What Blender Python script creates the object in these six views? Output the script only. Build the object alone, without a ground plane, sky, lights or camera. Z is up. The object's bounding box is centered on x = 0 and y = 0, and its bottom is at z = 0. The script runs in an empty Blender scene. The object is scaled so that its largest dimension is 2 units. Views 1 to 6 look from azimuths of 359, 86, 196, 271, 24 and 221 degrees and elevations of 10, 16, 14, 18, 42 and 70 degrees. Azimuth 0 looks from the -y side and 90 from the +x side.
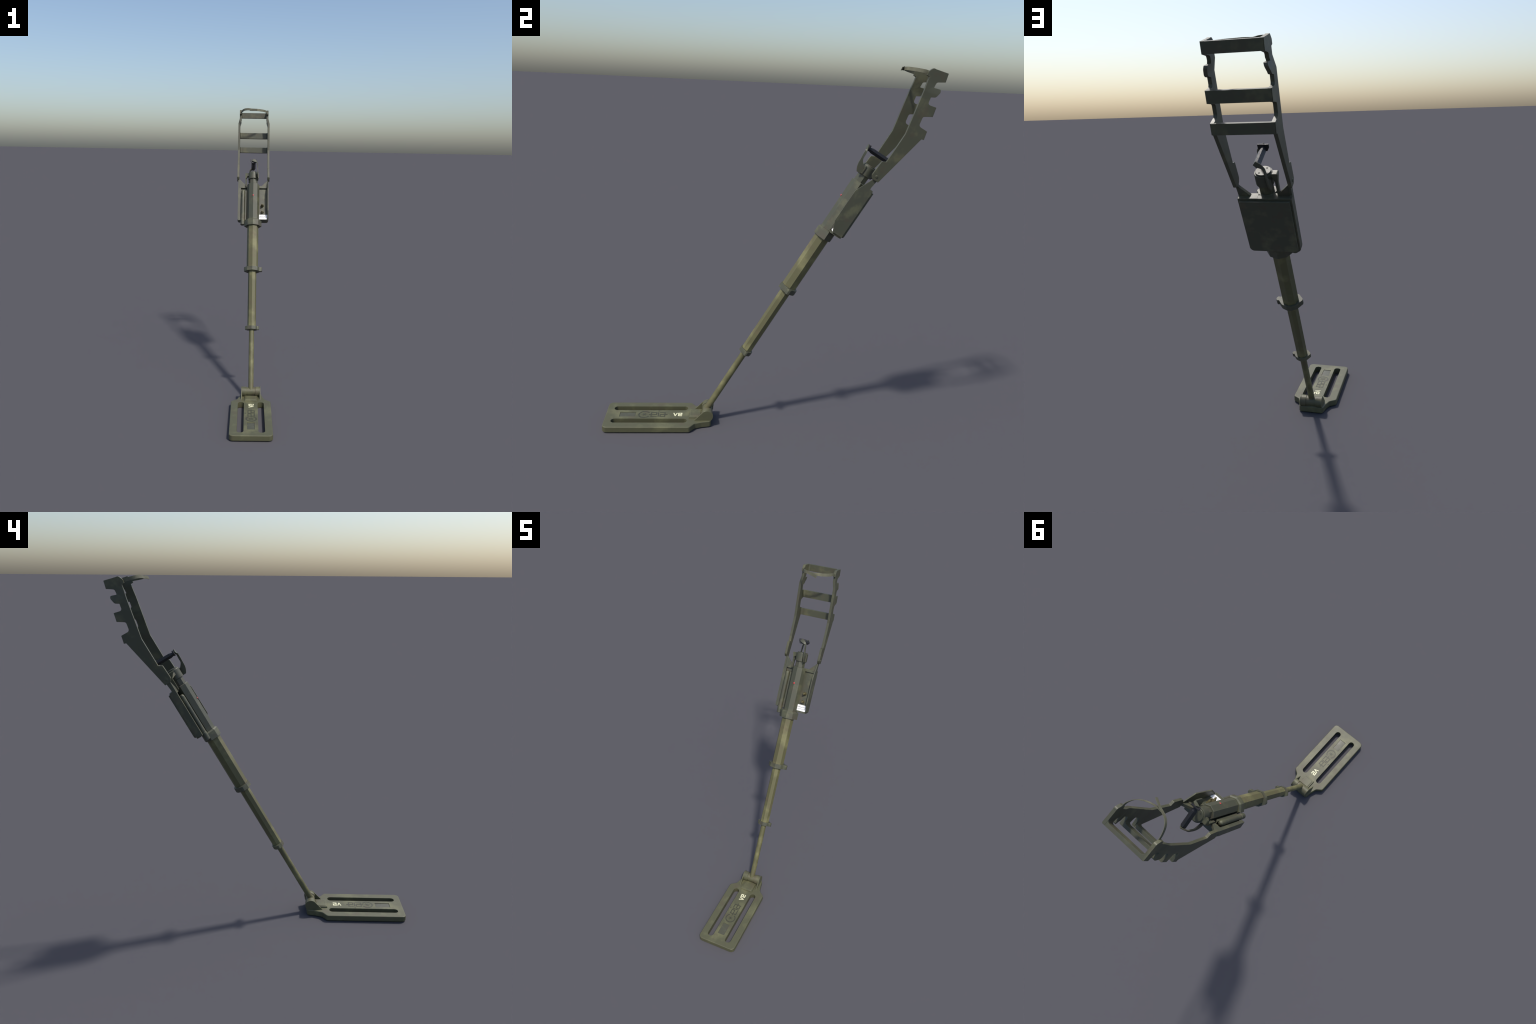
# Hand-held ground search detector: flat search head on the ground, telescopic pole
# leaning back 30 degrees, electronics housing, twisted hand grip and forearm cradle.
import bpy, bmesh, math, random
from mathutils import Vector, Matrix

random.seed(7)
TILT = math.radians(30.0)
POLE_FOOT = Vector((0.0, -0.3272, 0.0))
# frame of the pole: x sideways, y to the rear/underside, z up along the pole
POLE = Matrix.Translation(POLE_FOOT) @ Matrix.Rotation(-TILT, 4, 'X')
WORLD = Matrix.Identity(4)

# ------------------------------------------------------------------ materials
METAL, SPEC, GAIN, ROUGH = 0.0, 0.5, 1.0, None
def paint(name, base, light, brown, rough=0.5, patch_scale=7.0, grain=0.06, wear=0.35, light_amt=0.75, brown_amt=0.6):
    rough = ROUGH or rough
    base, light, brown = [tuple(c * GAIN for c in k) for k in (base, light, brown)]
    m = bpy.data.materials.new(name); m.use_nodes = True
    nt = m.node_tree; N = nt.nodes; Lk = nt.links
    b = N["Principled BSDF"]
    tc = N.new("ShaderNodeTexCoord")
    def noise(scale, detail, rough_, off):
        mp = N.new("ShaderNodeMapping"); mp.inputs["Location"].default_value = off
        Lk.new(tc.outputs["Object"], mp.inputs["Vector"])
        n = N.new("ShaderNodeTexNoise"); n.inputs["Scale"].default_value = scale
        n.inputs["Detail"].default_value = detail; n.inputs["Roughness"].default_value = rough_
        Lk.new(mp.outputs["Vector"], n.inputs["Vector"]); return n
    def ramp(src, a, c, hi):
        r = N.new("ShaderNodeMapRange"); r.inputs["From Min"].default_value = a
        r.inputs["From Max"].default_value = c; r.inputs["To Max"].default_value = hi
        Lk.new(src, r.inputs["Value"]); return r.outputs["Result"]
    def mix(fac, A, B):
        x = N.new("ShaderNodeMix"); x.data_type = 'RGBA'
        if isinstance(fac, float): x.inputs[0].default_value = fac
        else: Lk.new(fac, x.inputs[0])
        for s, v in ((6, A), (7, B)):
            if isinstance(v, tuple): x.inputs[s].default_value = (*v, 1)
            else: Lk.new(v, x.inputs[s])
        return x.outputs[2]
    n1 = noise(patch_scale, 4.0, 0.55, (0.3, 1.7, 0.2))
    n2 = noise(patch_scale * 1.6, 3.0, 0.5, (4.1, 0.4, 2.6))
    n3 = noise(90.0, 4.0, 0.6, (1.0, 2.0, 3.0))
    n4 = noise(600.0, 2.0, 0.5, (0, 0, 0))
    col = mix(ramp(n1.outputs["Fac"], 0.52, 0.66, light_amt), base, light)
    col = mix(ramp(n2.outputs["Fac"], 0.55, 0.68, brown_amt), col, brown)
    dark = tuple(c * 0.80 for c in base)
    col = mix(ramp(n3.outputs["Fac"], 0.50, 0.75, 0.30), col, dark)
    # rubbed edges: bevelled normal against true normal
    bv = N.new("ShaderNodeBevel"); bv.samples = 4; bv.inputs["Radius"].default_value = 0.0022
    ge = N.new("ShaderNodeNewGeometry")
    dt = N.new("ShaderNodeVectorMath"); dt.operation = 'DOT_PRODUCT'
    Lk.new(bv.outputs["Normal"], dt.inputs[0]); Lk.new(ge.outputs["Normal"], dt.inputs[1])
    em = ramp(dt.outputs["Value"], 0.985, 0.90, wear)
    mu = N.new("ShaderNodeMath"); mu.operation = 'MULTIPLY'
    Lk.new(em, mu.inputs[0]); Lk.new(ramp(n3.outputs["Fac"], 0.30, 0.60, 1.0), mu.inputs[1])
    col = mix(mu.outputs[0], col, tuple(min(1, c * 1.55) for c in light))
    Lk.new(col, b.inputs["Base Color"])
    rr = N.new("ShaderNodeMapRange"); rr.inputs["To Min"].default_value = rough - 0.06
    rr.inputs["To Max"].default_value = rough + 0.08
    Lk.new(n2.outputs["Fac"], rr.inputs["Value"]); Lk.new(rr.outputs["Result"], b.inputs["Roughness"])
    bp = N.new("ShaderNodeBump"); bp.inputs["Strength"].default_value = grain; bp.inputs["Distance"].default_value = 0.001
    Lk.new(n4.outputs["Fac"], bp.inputs["Height"]); Lk.new(bp.outputs["Normal"], b.inputs["Normal"])
    b.inputs["Specular IOR Level"].default_value = SPEC
    b.inputs["Metallic"].default_value = METAL
    return m

def plain(name, col, rough=0.5, spec=0.5, grain_scale=None, grain=0.3):
    m = bpy.data.materials.new(name); m.use_nodes = True
    nt = m.node_tree; b = nt.nodes["Principled BSDF"]
    tc = nt.nodes.new("ShaderNodeTexCoord"); n = nt.nodes.new("ShaderNodeTexNoise")
    n.inputs["Scale"].default_value = 140.0
    nt.links.new(tc.outputs["Object"], n.inputs["Vector"])
    x = nt.nodes.new("ShaderNodeMix"); x.data_type = 'RGBA'
    x.inputs[6].default_value = (*[c * 0.88 for c in col], 1); x.inputs[7].default_value = (*[min(1, c * 1.1) for c in col], 1)
    nt.links.new(n.outputs["Fac"], x.inputs[0]); nt.links.new(x.outputs[2], b.inputs["Base Color"])
    b.inputs["Roughness"].default_value = rough; b.inputs["Specular IOR Level"].default_value = spec
    if grain_scale:
        v = nt.nodes.new("ShaderNodeTexVoronoi"); v.inputs["Scale"].default_value = grain_scale
        nt.links.new(tc.outputs["Object"], v.inputs["Vector"])
        bp = nt.nodes.new("ShaderNodeBump"); bp.inputs["Strength"].default_value = grain; bp.inputs["Distance"].default_value = 0.002
        nt.links.new(v.outputs["Distance"], bp.inputs["Height"]); nt.links.new(bp.outputs["Normal"], b.inputs["Normal"])
    return m

M_HEAD = paint("olive_head_paint", (0.083, 0.083, 0.043), (0.145, 0.143, 0.070), (0.086, 0.070, 0.042), rough=0.52, patch_scale=9)
M_TUBE = paint("olive_tube_paint", (0.100, 0.096, 0.042), (0.190, 0.180, 0.080), (0.105, 0.082, 0.046), rough=0.52, patch_scale=8, wear=0.08)
M_BODY = paint("grey_olive_housing_paint", (0.059, 0.062, 0.040), (0.112, 0.113, 0.062), (0.070, 0.057, 0.038), rough=0.5, patch_scale=12)
M_CRADLE = paint("cradle_paint", (0.058, 0.060, 0.036), (0.102, 0.100, 0.052), (0.064, 0.053, 0.032), rough=0.5, patch_scale=12)
M_BRASS = paint("khaki_knob_paint", (0.100, 0.088, 0.040), (0.15, 0.13, 0.06), (0.09, 0.075, 0.04), rough=0.4, patch_scale=40)
M_STRAP = paint("webbing", (0.098, 0.098, 0.062), (0.140, 0.137, 0.084), (0.085, 0.075, 0.050), rough=0.75, patch_scale=30, wear=0.0, grain=0.5)
M_PLATE = paint("plate_paint", (0.070, 0.070, 0.045), (0.105, 0.104, 0.066), (0.070, 0.060, 0.042), rough=0.48, patch_scale=28, wear=0.0)
M_GRIP = plain("black_grip_rubber", (0.016, 0.0165, 0.019), rough=0.38, spec=0.45, grain_scale=420.0, grain=0.5)
M_MARK = plain("embossed_mark_paint", (0.046, 0.046, 0.027), rough=0.55)
M_CREAM = plain("cream_marking", (0.72, 0.70, 0.46), rough=0.5)
M_WHITE = plain("white_label_paper", (0.88, 0.88, 0.88), rough=0.45)
M_INK = plain("label_ink", (0.16, 0.16, 0.18), rough=0.6)
M_RED = plain("red_indicator_lamp", (0.55, 0.045, 0.05), rough=0.3)
M_DARK = plain("dark_opening_paint", (0.030, 0.031, 0.022), rough=0.7)  # flat dark colour for the solid discs and strip that replace openings

# ------------------------------------------------------------------ mesh tools
ROOT = bpy.data.objects.new("metal_detector", None)
bpy.context.scene.collection.objects.link(ROOT)
ROOT["label"] = "olive green military metal detector with telescopic pole"
ROOT["category"] = "metal detector"

def finish(bm, name, mat, parent=None, frame=POLE, bevel=0.0, segs=2, sharp=32.0):
    bmesh.ops.remove_doubles(bm, verts=bm.verts, dist=1e-6)
    bmesh.ops.recalc_face_normals(bm, faces=bm.faces)
    if bevel > 0:
        es = [e for e in bm.edges if len(e.link_faces) == 2 and e.calc_face_angle(0) > math.radians(28)]
        bmesh.ops.bevel(bm, geom=es, offset=bevel, segments=segs, profile=0.5, affect='EDGES', clamp_overlap=True)
    me = bpy.data.meshes.new(name); bm.to_mesh(me); bm.free()
    me.materials.append(mat)
    me.polygons.foreach_set("use_smooth", [True] * len(me.polygons))
    me.set_sharp_from_angle(angle=math.radians(sharp))
    ob = bpy.data.objects.new(name, me)
    bpy.context.scene.collection.objects.link(ob)
    wn = ob.modifiers.new("face_weighted_normals", 'WEIGHTED_NORMAL'); wn.keep_sharp = True; wn.weight = 90
    ob.parent = parent or ROOT
    if (parent or ROOT) is ROOT: ob.matrix_local = frame
    return ob

def arc(cx, cy, r, a0, a1, n=6):
    return [(cx + r * math.cos(math.radians(a0 + (a1 - a0) * i / n)), cy + r * math.sin(math.radians(a0 + (a1 - a0) * i / n))) for i in range(n + 1)]

def rounded(pts, n=5):
    """polygon of (a, b, radius): every corner with a radius is filleted"""
    out = []; k = len(pts)
    for i, p in enumerate(pts):
        r = p[2] if len(p) > 2 else 0
        P = Vector(p[:2])
        if r <= 0: out.append(tuple(P)); continue
        A = (Vector(pts[i - 1][:2]) - P); B = (Vector(pts[(i + 1) % k][:2]) - P)
        la, lb = A.length, B.length; A.normalize(); B.normalize()
        half = A.angle(B) / 2
        t = min(r / math.tan(half), 0.49 * la, 0.49 * lb); rr = t * math.tan(half)
        C = P + (A + B).normalized() * (rr / math.sin(half))
        s = P + A * t - C; e = P + B * t - C
        a0 = math.atan2(s.y, s.x); d = math.atan2(e.y, e.x) - a0
        while d > math.pi: d -= 2 * math.pi
        while d < -math.pi: d += 2 * math.pi
        for j in range(n + 1):
            a = a0 + d * j / n
            out.append((C.x + rr * math.cos(a), C.y + rr * math.sin(a)))
    return out

def extrude(bm, prof, lo, hi, axis='x'):
    """closed profile; axis x: prof=(y,z); axis y: prof=(x,z); axis z: prof=(x,y)"""
    def P(a, b, t): return {'x': (t, a, b), 'y': (a, t, b), 'z': (a, b, t)}[axis]
    v0 = [bm.verts.new(P(a, b, lo)) for a, b in prof]; v1 = [bm.verts.new(P(a, b, hi)) for a, b in prof]
    bm.faces.new(v0); bm.faces.new(v1)
    n = len(prof)
    for i in range(n): bm.faces.new((v0[i], v0[(i + 1) % n], v1[(i + 1) % n], v1[i]))
    return v0 + v1

def box(bm, x0, x1, y0, y1, z0, z1):
    extrude(bm, [(x0, y0), (x1, y0), (x1, y1), (x0, y1)], z0, z1, 'z')

def stack(bm, sections):
    """closed solid through rings of 3D points"""
    rings = [[bm.verts.new(p) for p in s] for s in sections]
    bm.faces.new(rings[0]); bm.faces.new(rings[-1])
    for a, b in zip(rings, rings[1:]):
        n = len(a)
        for i in range(n): bm.faces.new((a[i], a[(i + 1) % n], b[(i + 1) % n], b[i]))

def octagon(front, side, k=0.707, ks=None):
    """eight-sided ring with a corner in front and one at each side"""
    ks = k if ks is None else ks
    q = [(0, -front), (side * ks, -front * k), (side, 0), (side * ks, front * k), (0, front), (-side * ks, front * k), (-side, 0), (-side * ks, -front * k)]
    return q

def prism(name, ring, levels, mat, bevel=0.0, parent=None):
    """ring polygon scaled at each (z, scale) level"""
    bm = bmesh.new()
    stack(bm, [[(x * s, y * s, z) for x, y in ring] for z, s in levels])
    return finish(bm, name, mat, parent, sharp=12)

def lathe(bm, levels, centre=(0, 0), n=40, axis='z', at=0.0):
    """levels of (height, radius) round an axis"""
    secs = []
    for h, r in levels:
        ring = []
        for i in range(n):
            a = 2 * math.pi * i / n; u, v = centre[0] + r * math.cos(a), centre[1] + r * math.sin(a)
            ring.append({'z': (u, v, h), 'x': (h, u, v), 'y': (u, h, v)}[axis])
        secs.append(ring)
    stack(bm, secs)

def ribbon(name, stations, thick, mat, parent=None, sub=6, bevel=0.0006):
    """bent strip: stations of (centre, half width vector); Catmull-Rom between them"""
    def cr(p0, p1, p2, p3, t):
        return 0.5 * ((2 * p1) + (p2 - p0) * t + (2 * p0 - 5 * p1 + 4 * p2 - p3) * t * t + (3 * p1 - p0 - 3 * p2 + p3) * t ** 3)
    C = [Vector(c) for c, w in stations]; W = [Vector(w) for c, w in stations]
    cs, ws = [], []; n = len(C)
    for i in range(n - 1):
        j = [max(0, i - 1), i, i + 1, min(n - 1, i + 2)]
        for s in range(sub):
            t = s / sub
            cs.append(cr(*[C[k] for k in j], t)); ws.append(cr(*[W[k] for k in j], t))
    cs.append(C[-1]); ws.append(W[-1])
    bm = bmesh.new(); secs = []
    for i, (c, w) in enumerate(zip(cs, ws)):
        t = (cs[min(i + 1, len(cs) - 1)] - cs[max(i - 1, 0)]).normalized()
        nrm = t.cross(w).normalized() * thick / 2
        secs.append([c - w - nrm, c + w - nrm, c + w + nrm, c - w + nrm])
    stack(bm, secs)
    return finish(bm, name, mat, parent, bevel=bevel, segs=1, sharp=40)

# ------------------------------------------------------------------ search head
TOP = 0.0370
def head_outline():
    half = [(0.1308, -0.8553, 0.026), (0.1308, -0.3740, 0.018), (0.0940, -0.3470, 0.020), (0.0800, -0.3080, 0.02), (0.0700, -0.2555, 0.014)]
    return rounded(half + [(-x, y, r) for x, y, r in reversed(half)], 6)

def slot(cx, r, y0, y1):
    return arc(cx, y1 - r, r, 0, 180, 10) + arc(cx, y0 + r, r, 180, 360, 10)

bm = bmesh.new()
loops = [head_outline(), slot(0.0648, 0.0205, -0.8165, -0.3917), slot(-0.0648, 0.0205, -0.8165, -0.3917),
         rounded([(-0.0250, -0.7765), (0.0235, -0.7765), (0.0235, -0.6865), (-0.0250, -0.6865)])]
def fill(z, which):
    es = []; rings = []
    for lp in which:
        vs = [bm.verts.new((x, y, z)) for x, y in lp]; rings.append(vs)
        es += [bm.edges.new((vs[i], vs[(i + 1) % len(vs)])) for i in range(len(vs))]
    bmesh.ops.triangle_fill(bm, edges=es, use_beauty=True)
    return rings
def wall(a, b):
    for i in range(len(a)): bm.faces.new((a[i], a[(i + 1) % len(a)], b[(i + 1) % len(b)], b[i]))
R = 0.005
def inset(lp, d):
    out = []; n = len(lp)
    area = sum(lp[i][0] * lp[(i + 1) % n][1] - lp[(i + 1) % n][0] * lp[i][1] for i in range(n)); s = 1 if area > 0 else -1
    for i in range(n):
        a, b, c = Vector(lp[i - 1]), Vector(lp[i]), Vector(lp[(i + 1) % n])
        n1 = (b - a); n2 = (c - b); n1 = Vector((-n1.y, n1.x)).normalized() * s; n2 = Vector((-n2.y, n2.x)).normalized() * s
        m = (n1 + n2); m = m / max(0.3, m.dot(n1)); out.append(tuple(b + m * d))
    return out
topr = fill(TOP, [inset(loops[0], R)] + loops[1:])
botr = fill(0.0, [inset(loops[0], 0.005)] + loops[1:3])
prev = topr[0]
for k in range(1, 5):
    a = math.radians(90 * k / 4)
    ring = [bm.verts.new((x, y, TOP - R + R * math.cos(a))) for x, y in inset(loops[0], R * (1 - math.sin(a)))]
    wall(prev, ring); prev = ring
ring = [bm.verts.new((x, y, 0.0055)) for x, y in loops[0]]
wall(prev, ring); wall(ring, botr[0])
wall(topr[1], botr[1]); wall(topr[2], botr[2])
step = [bm.verts.new((x, y, TOP - 0.0032)) for x, y in loops[3]]
wall(topr[3], step); bm.faces.new(step)
bmesh.ops.recalc_face_normals(bm, faces=bm.faces)
HEAD = finish(bm, "search_head", M_HEAD, frame=WORLD, sharp=38)

def on_head(bm, name, mat, bevel=0.0):
    return finish(bm, name, mat, HEAD, bevel=bevel, segs=1)

# round letter C with a small star, then squared letters, painted relief along the middle bar
def strokes(bm, segs, w, z0, z1):
    for k, ((ax, ay), (bx, by)) in enumerate(segs):
        z1 = z1 + 0.00006   # each stroke a hair higher, no coplanar overlaps
        a, b = Vector((ax, ay)), Vector((bx, by)); d = (b - a).normalized(); n = Vector((-d.y, d.x)) * w / 2; a = a - d * w / 2; b = b + d * w / 2
        extrude(bm, [tuple(p) for p in (a + n, a - n, b - n, b + n)], z0, z1, 'z')
def lettering(u0, u1, half, lines):
    """lines in a unit letter cell (u along +y, v up = -x) to head coordinates"""
    return [((0.002 - (2 * v0 - 1) * half, u0 + a * (u1 - u0)), (0.002 - (2 * v1 - 1) * half, u0 + b * (u1 - u0))) for (a, v0), (b, v1) in lines]

Z0, Z1 = TOP - 0.0008, TOP + 0.0006
bm = bmesh.new()
cx, cy, ro, ri = 0.002, -0.6370, 0.0348, 0.0272
gap = 32
outer = [(cx + ro * math.cos(math.radians(a)), cy + ro * math.sin(math.radians(a))) for a in range(90 + gap, 450 - gap + 1, 8)]
inner = [(cx + ri * math.cos(math.radians(a)), cy + ri * math.sin(math.radians(a))) for a in range(90 + gap, 450 - gap + 1, 8)]
extrude(bm, outer + inner[::-1], Z0, Z1, 'z')
on_head(bm, "round_letter", M_MARK)
bm = bmesh.new()
for k in range(3):
    a = math.radians(90 + 60 * k); d = Vector((math.cos(a), math.sin(a))) * 0.0175
    extrude(bm, [(cx + d.x, cy + d.y), (cx - d.y * 0.19, cy + d.x * 0.19), (cx - d.x, cy - d.y), (cx + d.y * 0.19, cy - d.x * 0.19)], Z0, Z1 + 0.0001 * k, 'z')
on_head(bm, "star_mark", M_MARK)
bm = bmesh.new()
strokes(bm, lettering(-0.598, -0.568, 0.0200, [((0, 0), (1, 0)), ((0, 0), (0, 1)), ((0, 1), (1, 1)), ((1, 1), (1, 0.5)), ((1, 0.5), (-0.35, 0.5))]), 0.0064, Z0, Z1)
on_head(bm, "square_letter", M_MARK)
bm = bmesh.new()
strokes(bm, lettering(-0.5575, -0.5570, 0.0200, [((0, 0), (0, 1)), ((0, 1.42), (0, 1.46))]), 0.0064, Z0, Z1)
on_head(bm, "square_letter", M_MARK)
bm = bmesh.new()
strokes(bm, lettering(-0.547, -0.521, 0.0200, [((0, 1), (1, 1)), ((1, 1), (1, 0)), ((1, 0), (0, 0)), ((0, 0), (0, 0.5)), ((0, 0.5), (1.45, 0.5))]), 0.0064, Z0, Z1)
on_head(bm, "square_letter", M_MARK)
bm = bmesh.new()
strokes(bm, lettering(-0.4705, -0.4510, 0.0135, [((0.02, 1), (0.5, 0.02)), ((0.5, 0.02), (0.98, 1))]), 0.0058, Z0, Z1)
on_head(bm, "marking_letter", M_CREAM)
bm = bmesh.new()
strokes(bm, lettering(-0.4420, -0.4250, 0.0135, [((0, 0.8), (0.02, 0.98)), ((0.0, 1), (1, 1)), ((1, 1), (1, 0.52)), ((1, 0.52), (0, 0.46)), ((0, 0.46), (0, 0)), ((0, 0), (1, 0))]), 0.0066, Z0, Z1)
on_head(bm, "marking_digit", M_CREAM)

# plate in the rectangular well, slightly crowned
bm = bmesh.new()
plate = [(-0.0238, -0.7750), (0.0222, -0.7750), (0.0222, -0.6880), (-0.0238, -0.6880)]
stack(bm, [[(x, y, TOP - 0.0034) for x, y in plate], [(x, y, TOP - 0.0024) for x, y in plate], [(x * 0.55, -0.7315 + (y + 0.7315) * 0.6, TOP - 0.0010) for x, y in plate]])
finish(bm, "data_plate", M_PLATE, HEAD, sharp=50)
# stepped pad in front of the joint
bm = bmesh.new()
stack(bm, [[(x * s, (-0.345 + y), z) for x, y in ((-1, -h), (1, -h), (1, h), (-1, h))] for s, h, z in
           [(0.0440, 0.039, TOP - 0.002), (0.0420, 0.037, TOP + 0.008), (0.0405, 0.0355, TOP + 0.0095), (0.0330, 0.030, TOP + 0.0095), (0.0325, 0.0295, TOP + 0.0115), (0.031, 0.028, TOP + 0.0125)]])
on_head(bm, "joint_pad", M_HEAD, bevel=0.0012)

# ears and barrel of the tilting joint
JY, JZ, JR = -0.2785, 0.0632, 0.0345
ear = [(-0.354, TOP - 0.002)] + [(JY + JR * math.cos(math.radians(a)), JZ + JR * math.sin(math.radians(a))) for a in range(126, -61, -9)] + [(-0.262, TOP - 0.004)]
for sx in (-1, 1):
    bm = bmesh.new(); extrude(bm, ear, sx * 0.0592, sx * 0.0648, 'x')
    on_head(bm, "joint_ear", M_HEAD, bevel=0.0008)
bm = bmesh.new(); lathe(bm, [(-0.0591, 0.0328), (-0.0305, 0.0328), (-0.0300, 0.031)], (JY, JZ), 40, 'x')
on_head(bm, "joint_barrel", M_HEAD)
bm = bmesh.new(); lathe(bm, [(0.0300, 0.031), (0.0305, 0.0328), (0.0591, 0.0328)], (JY, JZ), 40, 'x')
on_head(bm, "joint_barrel", M_HEAD)
bm = bmesh.new(); lathe(bm, [(-0.0302, 0.0290), (0.0302, 0.0290)], (JY, JZ), 40, 'x')
on_head(bm, "joint_block", M_HEAD)
bm = bmesh.new(); extrude(bm, rounded([(-0.30, TOP - 0.004), (-0.30, TOP + 0.008), (-0.262, TOP + 0.008), (-0.259, TOP - 0.004)]), -0.0590, 0.0590, 'x')
on_head(bm, "joint_base", M_HEAD, bevel=0.001)

# ------------------------------------------------------------------ telescopic pole
bm = bmesh.new(); lathe(bm, [(0.072, 0.0150), (0.078, 0.0177), (0.515, 0.0177)], n=32)
finish(bm, "inner_tube", M_TUBE)
prism("middle_tube", octagon(0.0302, 0.0296), [(0.507, 1), (0.945, 1)], M_TUBE)
prism("outer_tube", octagon(0.0420, 0.0414), [(0.937, 1), (1.300, 1)], M_TUBE)

def clamp(name, z0, z1, front, side, reach, left):
    """eight-sided clamping ring with a thumb lever on one side"""
    k = 0.72; r = (z1 - z0) * 0.32
    ring = [(0, -front), (side * k, -front * k), (side * 0.98, -front * 0.30)]
    lever = [(reach - r * 0.6, -front * 0.30), (reach, -front * 0.12), (reach, front * 0.10), (reach - r * 0.7, front * 0.24), (reach - r * 1.6, front * 0.22)]
    back = [(side * 0.98, front * 0.42), (side * k, front * k * 1.05), (side * 0.25, front), (-side * 0.25, front), (-side * k, front * k), (-left, front * 0.02), (-left * 0.985, -front * 0.20), (-side * k * 1.05, -front * k)]
    bm = bmesh.new(); extrude(bm, ring + lever + back, z0, z1, 'z')
    return finish(bm, name, M_BODY, bevel=0.0012, segs=2, sharp=24)
clamp("clamp_ring", 0.5020, 0.5268, 0.0352, 0.0385, 0.0532, 0.0462)
clamp("clamp_ring", 0.9320, 0.9620, 0.0488, 0.0510, 0.0718, 0.0608)
prism("locking_nut", octagon(0.0525, 0.0648, 0.72, 0.60), [(1.2865, 1.0), (1.3300, 1.0), (1.3375, 0.86)], M_BODY, bevel=0.0012)

# ------------------------------------------------------------------ housing
prism("housing_body", octagon(0.0415, 0.0465, 0.70, 0.66), [(1.325, 1), (1.6315, 1), (1.634, 0.95)], M_BODY, bevel=0.0012)
prism("housing_neck", octagon(0.0320, 0.0325), [(1.62, 1), (1.685, 1)], M_BODY)
bm = bmesh.new(); lathe(bm, [(1.6725, 0.0350), (1.6740, 0.0380), (1.6765, 0.0390), (1.7240, 0.0390), (1.7270, 0.0376), (1.7275, 0.0350)], n=48)
finish(bm, "end_cap", M_BODY, sharp=22)
bm = bmesh.new(); lathe(bm, [(1.725, 0.0335), (1.7320, 0.0335), (1.7335, 0.0318)], n=48)
LID = finish(bm, "cap_cover", M_BODY, sharp=40)
for sx, sy in ((-1, -1), (1, 1)):
    bm = bmesh.new(); lathe(bm, [(1.7325, 0.0042), (1.7341, 0.0042), (1.7341, 0.0030)], (sx * 0.013, sy * 0.017), 16)  # solid dark disc on the cover in place of each hole, nothing is cut
    finish(bm, "dark_hole_disc", M_DARK, LID)
bm = bmesh.new(); lathe(bm, [(-0.0415, 0.0055), (-0.0430, 0.0048), (-0.0438, 0.003)], (0.0, 1.5265), 20, 'y')
finish(bm, "indicator_lamp", M_RED, sharp=60)
bm = bmesh.new(); box(bm, 0.0300, 0.0405, -0.0285, -0.0205, 1.676, 1.720)
finish(bm, "cap_rib", M_BODY, bevel=0.0012)

# swan-neck latch beside the cap
bm = bmesh.new()
extrude(bm, rounded([(-0.030, 1.703), (-0.030, 1.7255), (-0.0615, 1.7255, 0.006), (-0.0615, 1.690, 0.003), (-0.0605, 1.622), (-0.0500, 1.622), (-0.0490, 1.700, 0.004)], 4), -0.0135, 0.0140, 'y')
for v in bm.verts:
    if v.co.z < 1.70: v.co.y = v.co.y * 0.58 + 0.018
finish(bm, "latch", M_BODY, bevel=0.0022, segs=2)

# ------------------------------------------------------------------ control box behind the body
BX = 0.1150
bm = bmesh.new()
extrude(bm, rounded([(-BX, 1.340, 0.014), (BX, 1.340, 0.014), (BX, 1.633), (-BX, 1.633)], 5), 0.0320, 0.0570, 'y')
BOXO = finish(bm, "control_box", M_BODY, bevel=0.0022)
def in_box(bm, name, mat, bevel=0.0, **k): return finish(bm, name, mat, BOXO, bevel=bevel, **k)
bm = bmesh.new()
extrude(bm, rounded([(-0.1078, 1.3490, 0.016), (0.1078, 1.3490, 0.016), (0.1078, 1.6235, 0.002), (-0.1078, 1.6235, 0.002)], 5), 0.0565, 0.0688, 'y')
in_box(bm, "rear_lid", M_BODY, bevel=0.0035)
def round_foot(bm):
    """lower outside corner of a side wall drawn up to follow the rounded box corner"""
    for v in bm.verts:
        if v.co.z < 1.352: v.co.z = max(v.co.z, 1.3520 if abs(v.co.x) > 0.1120 else 1.3440)
# sunk tray floor that ramps up to the lower end on the instrument side
bm = bmesh.new()
extrude(bm, rounded([(0.0500, 1.6160), (0.0310, 1.6160), (0.0265, 1.4520, 0.05), (0.0185, 1.3920, 0.05), (0.0092, 1.3475, 0.006), (-0.0038, 1.3435, 0.001), (-0.0038, 1.3402, 0.001), (0.0500, 1.3402)], 5), 0.0300, 0.1100, 'x')
in_box(bm, "instrument_tray", M_BODY, bevel=0.0008)
bm = bmesh.new()
box(bm, -0.1148, -0.0945, 0.0190, 0.0350, 1.3450, 1.6160)
in_box(bm, "tray_rim", M_BODY, bevel=0.002)
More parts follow.
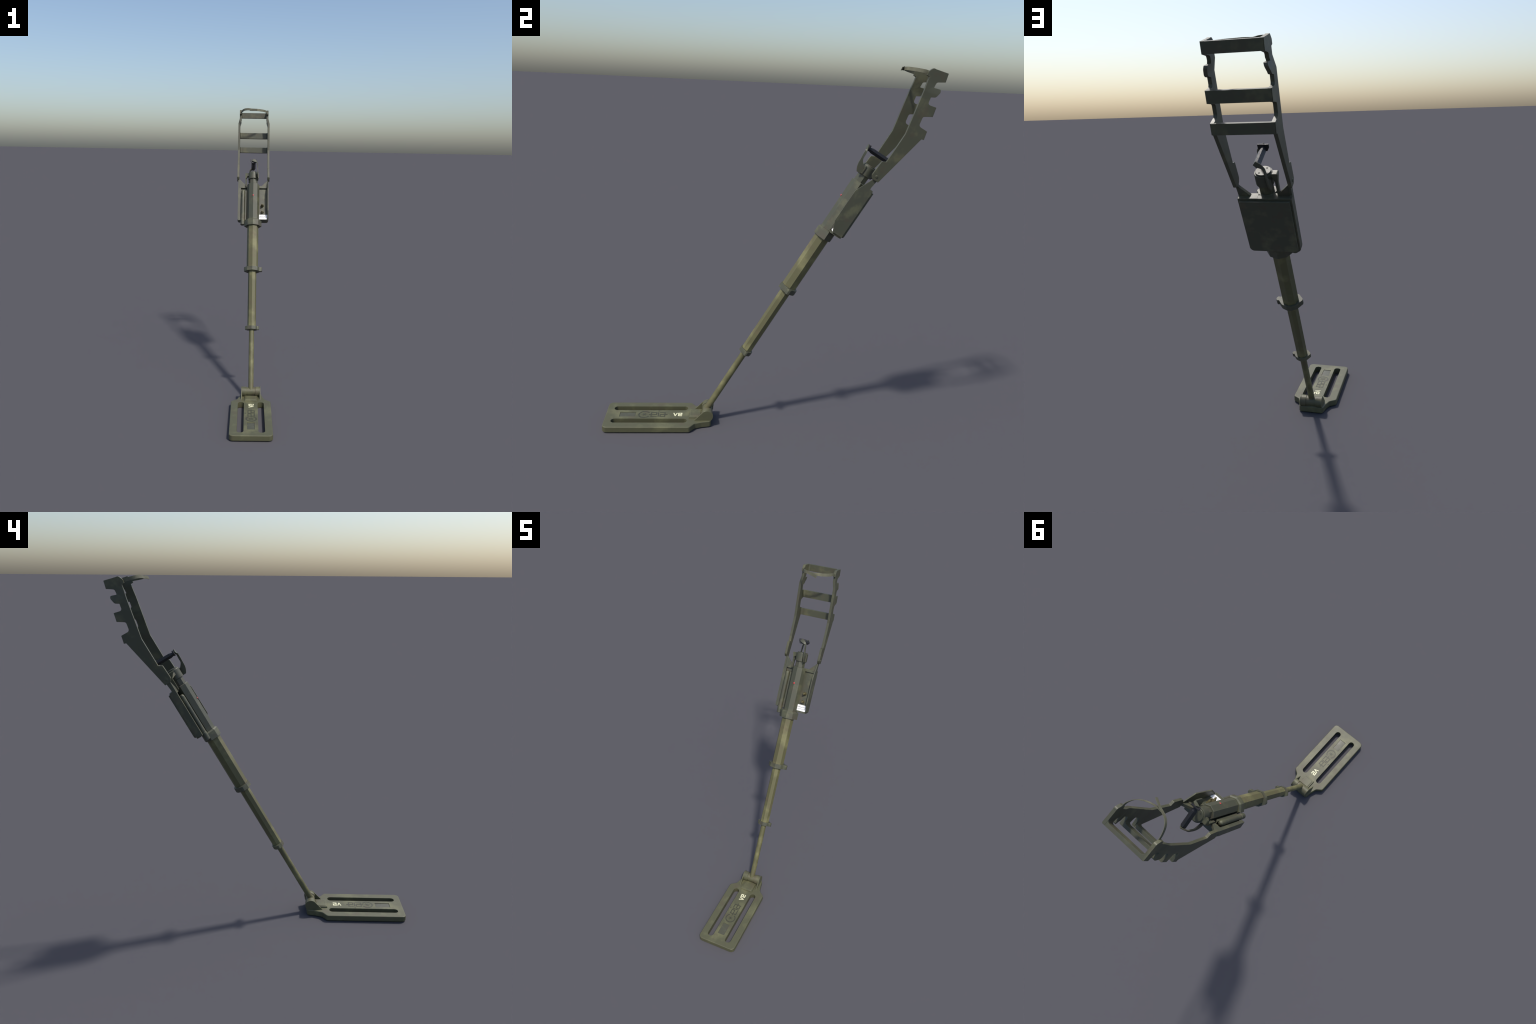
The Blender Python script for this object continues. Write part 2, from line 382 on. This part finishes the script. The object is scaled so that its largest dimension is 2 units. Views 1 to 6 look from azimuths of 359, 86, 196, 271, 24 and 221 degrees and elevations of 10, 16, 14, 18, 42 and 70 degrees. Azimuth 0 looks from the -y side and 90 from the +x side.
# tall guard wall beside the instruments, low wall beside the battery
bm = bmesh.new()
extrude(bm, rounded([(-0.0225, 1.5915, 0.004), (-0.0243, 1.4110, 0.006), (-0.0034, 1.3600, 0.006), (0.0100, 1.3405, 0.012), (0.0562, 1.3405, 0.004), (0.0570, 1.6300, 0.004), (0.0360, 1.6350, 0.004), (0.0440, 1.6900), (0.0170, 1.6900), (0.0200, 1.6790)], 4), 0.1090, 0.1158, 'x')
round_foot(bm)
in_box(bm, "guard_wall", M_BODY, bevel=0.0012)
bm = bmesh.new()
extrude(bm, rounded([(0.0175, 1.690), (0.0185, 1.3415), (0.0562, 1.3415, 0.004), (0.0570, 1.6300, 0.004), (0.0370, 1.6350, 0.004), (0.0420, 1.690)], 4), -0.1158, -0.1055, 'x')
round_foot(bm)
in_box(bm, "guard_wall", M_BODY, bevel=0.0012)
# top rail, broken by the body
bm = bmesh.new(); box(bm, 0.030, 0.1095, 0.0195, 0.0565, 1.6145, 1.6335); in_box(bm, "top_rail", M_BODY, bevel=0.0015)
bm = bmesh.new(); box(bm, -0.1056, -0.030, 0.0185, 0.0565, 1.6145, 1.6335); in_box(bm, "top_rail", M_BODY, bevel=0.0015)
bm = bmesh.new(); extrude(bm, [(-0.1054, 1.688), (-0.1054, 1.6320), (-0.048, 1.6320), (-0.055, 1.637)], 0.0190, 0.0330, 'y')
in_box(bm, "gusset", M_BODY, bevel=0.001)
bm = bmesh.new(); extrude(bm, [(0.1092, 1.684), (0.1092, 1.6320), (0.060, 1.6320), (0.064, 1.637)], 0.0250, 0.0400, 'y')
in_box(bm, "gusset", M_BODY, bevel=0.001)
# battery tube and the cable duct beside it
TX, TY = -0.0772, 0.0130
bm = bmesh.new(); lathe(bm, [(1.350, 0.0145), (1.580, 0.0145), (1.588, 0.0125), (1.5925, 0.008), (1.594, 0.003)], (TX, TY), 32)
BAT = in_box(bm, "battery_tube", M_BODY)
bm = bmesh.new(); lathe(bm, [(1.3045, 0.0140), (1.3065, 0.0165), (1.350, 0.0165), (1.3525, 0.0145)], (TX, TY + 0.001), 32)
in_box(bm, "battery_cap", M_BODY)
bm = bmesh.new(); box(bm, -0.0620, -0.0500, 0.0110, 0.0345, 1.345, 1.590); in_box(bm, "cable_duct", M_BODY, bevel=0.002)
def lay_on_ramp(bm):
    """shear the flat label back so that it lies on the sloping end of the tray"""
    for v in bm.verts: v.co.y += (v.co.z - 1.3910) * 0.205 - 0.0012
# knobs, thin dark strip standing in for a catch slot, and white label
for kz in (1.4680, 1.4120):
    bm = bmesh.new(); lathe(bm, [(0.0345, 0.0128), (0.0200, 0.0118), (0.0070, 0.0085), (0.0035, 0.0068), (0.0030, 0.0056), (-0.0065, 0.0048), (-0.0080, 0.0036)], (0.0700, kz), 24, 'y')
    in_box(bm, "control_knob", M_BRASS)
bm = bmesh.new(); box(bm, 0.0880, 0.0905, 0.0270, 0.0300, 1.508, 1.531); in_box(bm, "dark_catch_strip", M_DARK)
bm = bmesh.new(); extrude(bm, rounded([(0.0410, 1.3505, 0.002), (0.1075, 1.3505, 0.010), (0.1088, 1.3915), (0.0395, 1.3915)], 4), 0.0180, 0.0192, 'y')
lay_on_ramp(bm)
LABEL = in_box(bm, "white_label", M_WHITE)
random.seed(11)
bm = bmesh.new()
for row, (z, x0, x1) in enumerate(((1.3755, 0.0455, 0.1020), (1.3640, 0.0455, 0.1010))):
    x = x0
    while x < x1:
        w = random.choice((0.0014, 0.0022, 0.0030)); h = random.choice((0.0036, 0.0044, 0.0044, 0.0058))
        box(bm, x, min(x + w, x1), 0.01775, 0.0185, z - 0.0015, z - 0.0015 + h)
        x += w + random.choice((0.0008, 0.0008, 0.0008, 0.0026))
lay_on_ramp(bm)
pr = finish(bm, "label_print", M_INK, LABEL); pr["kind"] = "stuff"

# ------------------------------------------------------------------ hand grip
bm = bmesh.new()
def grip_ring(y, hx, hz, zc=1.800, c=0.30):
    return [(-hx, y, zc), (-hx * c, y, zc - hz), (hx * c, y, zc - hz), (hx, y, zc), (hx * c, y, zc + hz), (-hx * c, y, zc + hz)]
stack(bm, [grip_ring(-0.0575, 0.0125, 0.0120), grip_ring(-0.046, 0.0115, 0.0105), grip_ring(-0.039, 0.0155, 0.0130), grip_ring(-0.033, 0.0165, 0.0140), grip_ring(0.0570, 0.0165, 0.0140), grip_ring(0.0590, 0.0140, 0.0130)])
GRIP = finish(bm, "hand_grip", M_GRIP, bevel=0.0012)
bm = bmesh.new()
extrude(bm, [(-0.0240, 1.8190), (0.0240, 1.8190), (0.0240, 1.8035), (0.0150, 1.7870), (-0.0150, 1.7870), (-0.0240, 1.8035)], -0.0640, -0.0565, 'y')
finish(bm, "grip_flange", M_GRIP, GRIP, bevel=0.0015)
# twisted steel straps from the cap to both ends of the grip
front = [((0.0330, -0.0420, 1.6725), (0, 0.0100, 0.0)), ((0.0335, -0.0425, 1.6800), (0, 0.0145, 0.0)), ((0.0335, -0.0475, 1.6960), (0, 0.0175, 0.0)), ((0.0330, -0.0495, 1.7110), (0, 0.0195, 0.0)),
         ((0.0325, -0.0560, 1.7190), (0, 0.0140, 0.0)), ((0.0315, -0.0645, 1.7400), (0, 0.0065, 0.0)), ((0.0300, -0.0660, 1.7620), (0.001, 0.0065, 0.0)), ((0.0285, -0.0670, 1.7790), (0.001, 0.0060, 0.0)), ((0.0240, -0.0682, 1.7900), (0.004, 0.0040, 0.002)), ((0.0100, -0.0682, 1.8020), (0.0065, 0.0012, 0.0078)), ((-0.0070, -0.0674, 1.8120), (0.0060, 0.0, 0.0085))]
ribbon("grip_strap", front, 0.0060, M_BODY, sub=4)
back = [((-x, -y - 0.004 * max(0, (z - 1.74) / 0.06), z), (-a, -b, c)) for (x, y, z), (a, b, c) in front]
ribbon("grip_strap", back, 0.0060, M_BODY, sub=4)

# ------------------------------------------------------------------ forearm cradle
XI, XO = 0.1085, 0.1240
arm_profile = [(0.0490, 1.6830, 0.002), (0.0150, 1.6830, 0.010), (0.0015, 1.7000, 0.014), (0.0050, 1.7790, 0.005), (0.0190, 1.7860), (0.0262, 1.7900, 0.003), (0.0262, 1.9510, 0.02),
               (-0.0325, 2.2330), (-0.0468, 2.2325, 0.002), (-0.0510, 2.2500, 0.012), (-0.0390, 2.2765, 0.022), (-0.0240, 2.2785),
               (0.0375, 2.2945), (0.0488, 2.2530), (0.0135, 2.2305, 0.012), (0.0165, 2.2035, 0.002), (0.0500, 2.2140, 0.006), (0.0570, 2.2020, 0.014), (0.0490, 2.1700, 0.016),
               (0.0280, 2.1578), (0.0350, 2.1230, 0.012), (0.0785, 2.1335), (0.0900, 2.0878), (0.0500, 2.0635, 0.012), (0.0595, 2.0170, 0.014), (0.1083, 2.0182), (0.1189, 1.9760), (0.1085, 1.9725)]
BEND = Vector((0, -0.218, 0.976)).normalized()
S0, S1, DX = 2.1150, 2.1580, 0.0100
def arm(sx):
    bm = bmesh.new()
    lo, hi = sorted((sx * XI, sx * XO))
    extrude(bm, rounded(arm_profile, 4), lo, hi, 'x')
    for s in (S0, S1):
        bmesh.ops.bisect_plane(bm, geom=list(bm.verts) + list(bm.edges) + list(bm.faces), plane_co=BEND * s, plane_no=BEND)
    for v in bm.verts:
        s = v.co.dot(BEND); f = min(1, max(0, (s - S0) / (S1 - S0)))
        v.co.x -= sx * DX * f
    return bm
CRADLE = finish(arm(1), "cradle_arm", M_CRADLE, bevel=0.0006, segs=1, sharp=25)
ARM2 = finish(arm(-1), "cradle_arm", M_CRADLE, bevel=0.0006, segs=1, sharp=25)
def bar(name, top, bot, half):
    """flat cross bar between the arms with rounded inside corners, set in the slanted rear plane"""
    t, b = Vector(top), Vector(bot); d = (b - t); n = Vector((d.y, -d.x)).normalized()
    if n.x > 0: n = -n
    th = 0.0160; f = 0.0130; ext = XO - XI - 0.0030
    hi = half - ext   # inside faces of the arms; the bar overlaps into the arms by ext
    prof = [(-half, 0), (half, 0), (half, th)] + [(hi + 0.0006, th + f)] \
        + [(hi - f + f * math.cos(math.radians(a)), th + f - f * math.sin(math.radians(a))) for a in range(0, 91, 15)] \
        + [(-hi + f - f * math.cos(math.radians(a)), th + f - f * math.sin(math.radians(a))) for a in range(90, -1, -15)] + [(-hi - 0.0006, th + f), (-half, th)]
    bm = bmesh.new(); sec = []
    for p in (t, b):
        sec.append([(x, p.x + n.x * w, p.y + n.y * w) for x, w in prof])
    stack(bm, sec)
    return finish(bm, name, M_CRADLE, bevel=0.0008, segs=1, sharp=25)
bar("cross_bar", (0.0395, 2.2945), (0.0512, 2.2540), XO - DX - 0.0030)
bar("cross_bar", (0.0809, 2.1336), (0.0924, 2.0886), XO - 0.0030)
bar("cross_bar", (0.1107, 2.0181), (0.1214, 1.9767), XO - 0.0030)
for sx in (-1, 1):
    bm = bmesh.new()
    lv = [(sx * 0.1150, 0.0085), (sx * 0.1242, 0.0085), (sx * 0.1250, 0.0062), (sx * 0.1268, 0.0056), (sx * 0.1275, 0.0035)]
    lathe(bm, lv, (0.0254, 1.7040), 20, 'x')
    finish(bm, "pivot_rivet", M_CRADLE, CRADLE if sx > 0 else ARM2)

# arm strap: two overlapping webbing ends
def webbing(pts, hw):
    return [(p, (0, -0.08 * hw, 0.99 * hw)) for p in pts]
left = [(-0.1000, -0.0400, 2.2490), (-0.0985, -0.0620, 2.2440), (-0.0895, -0.0900, 2.2360), (-0.0770, -0.1095, 2.2310), (-0.0610, -0.1215, 2.2270), (-0.0420, -0.1285, 2.2230), (-0.0180, -0.1335, 2.2165), (0.0020, -0.1410, 2.2110), (0.0225, -0.1485, 2.2050)]
right = [(0.1000, -0.0400, 2.2500), (0.0985, -0.0600, 2.2450), (0.0940, -0.0735, 2.2400), (0.0795, -0.0945, 2.2325), (0.0545, -0.1115, 2.2260), (0.0270, -0.1220, 2.2225), (0.0020, -0.1272, 2.2200), (-0.0170, -0.1285, 2.2185), (-0.0350, -0.1270, 2.2205)]
ribbon("arm_strap", webbing(left, 0.0092), 0.0024, M_STRAP, bevel=0.0)
ribbon("arm_strap", webbing(right, 0.0092), 0.0024, M_STRAP, bevel=0.0)
bpy.context.view_layer.update()
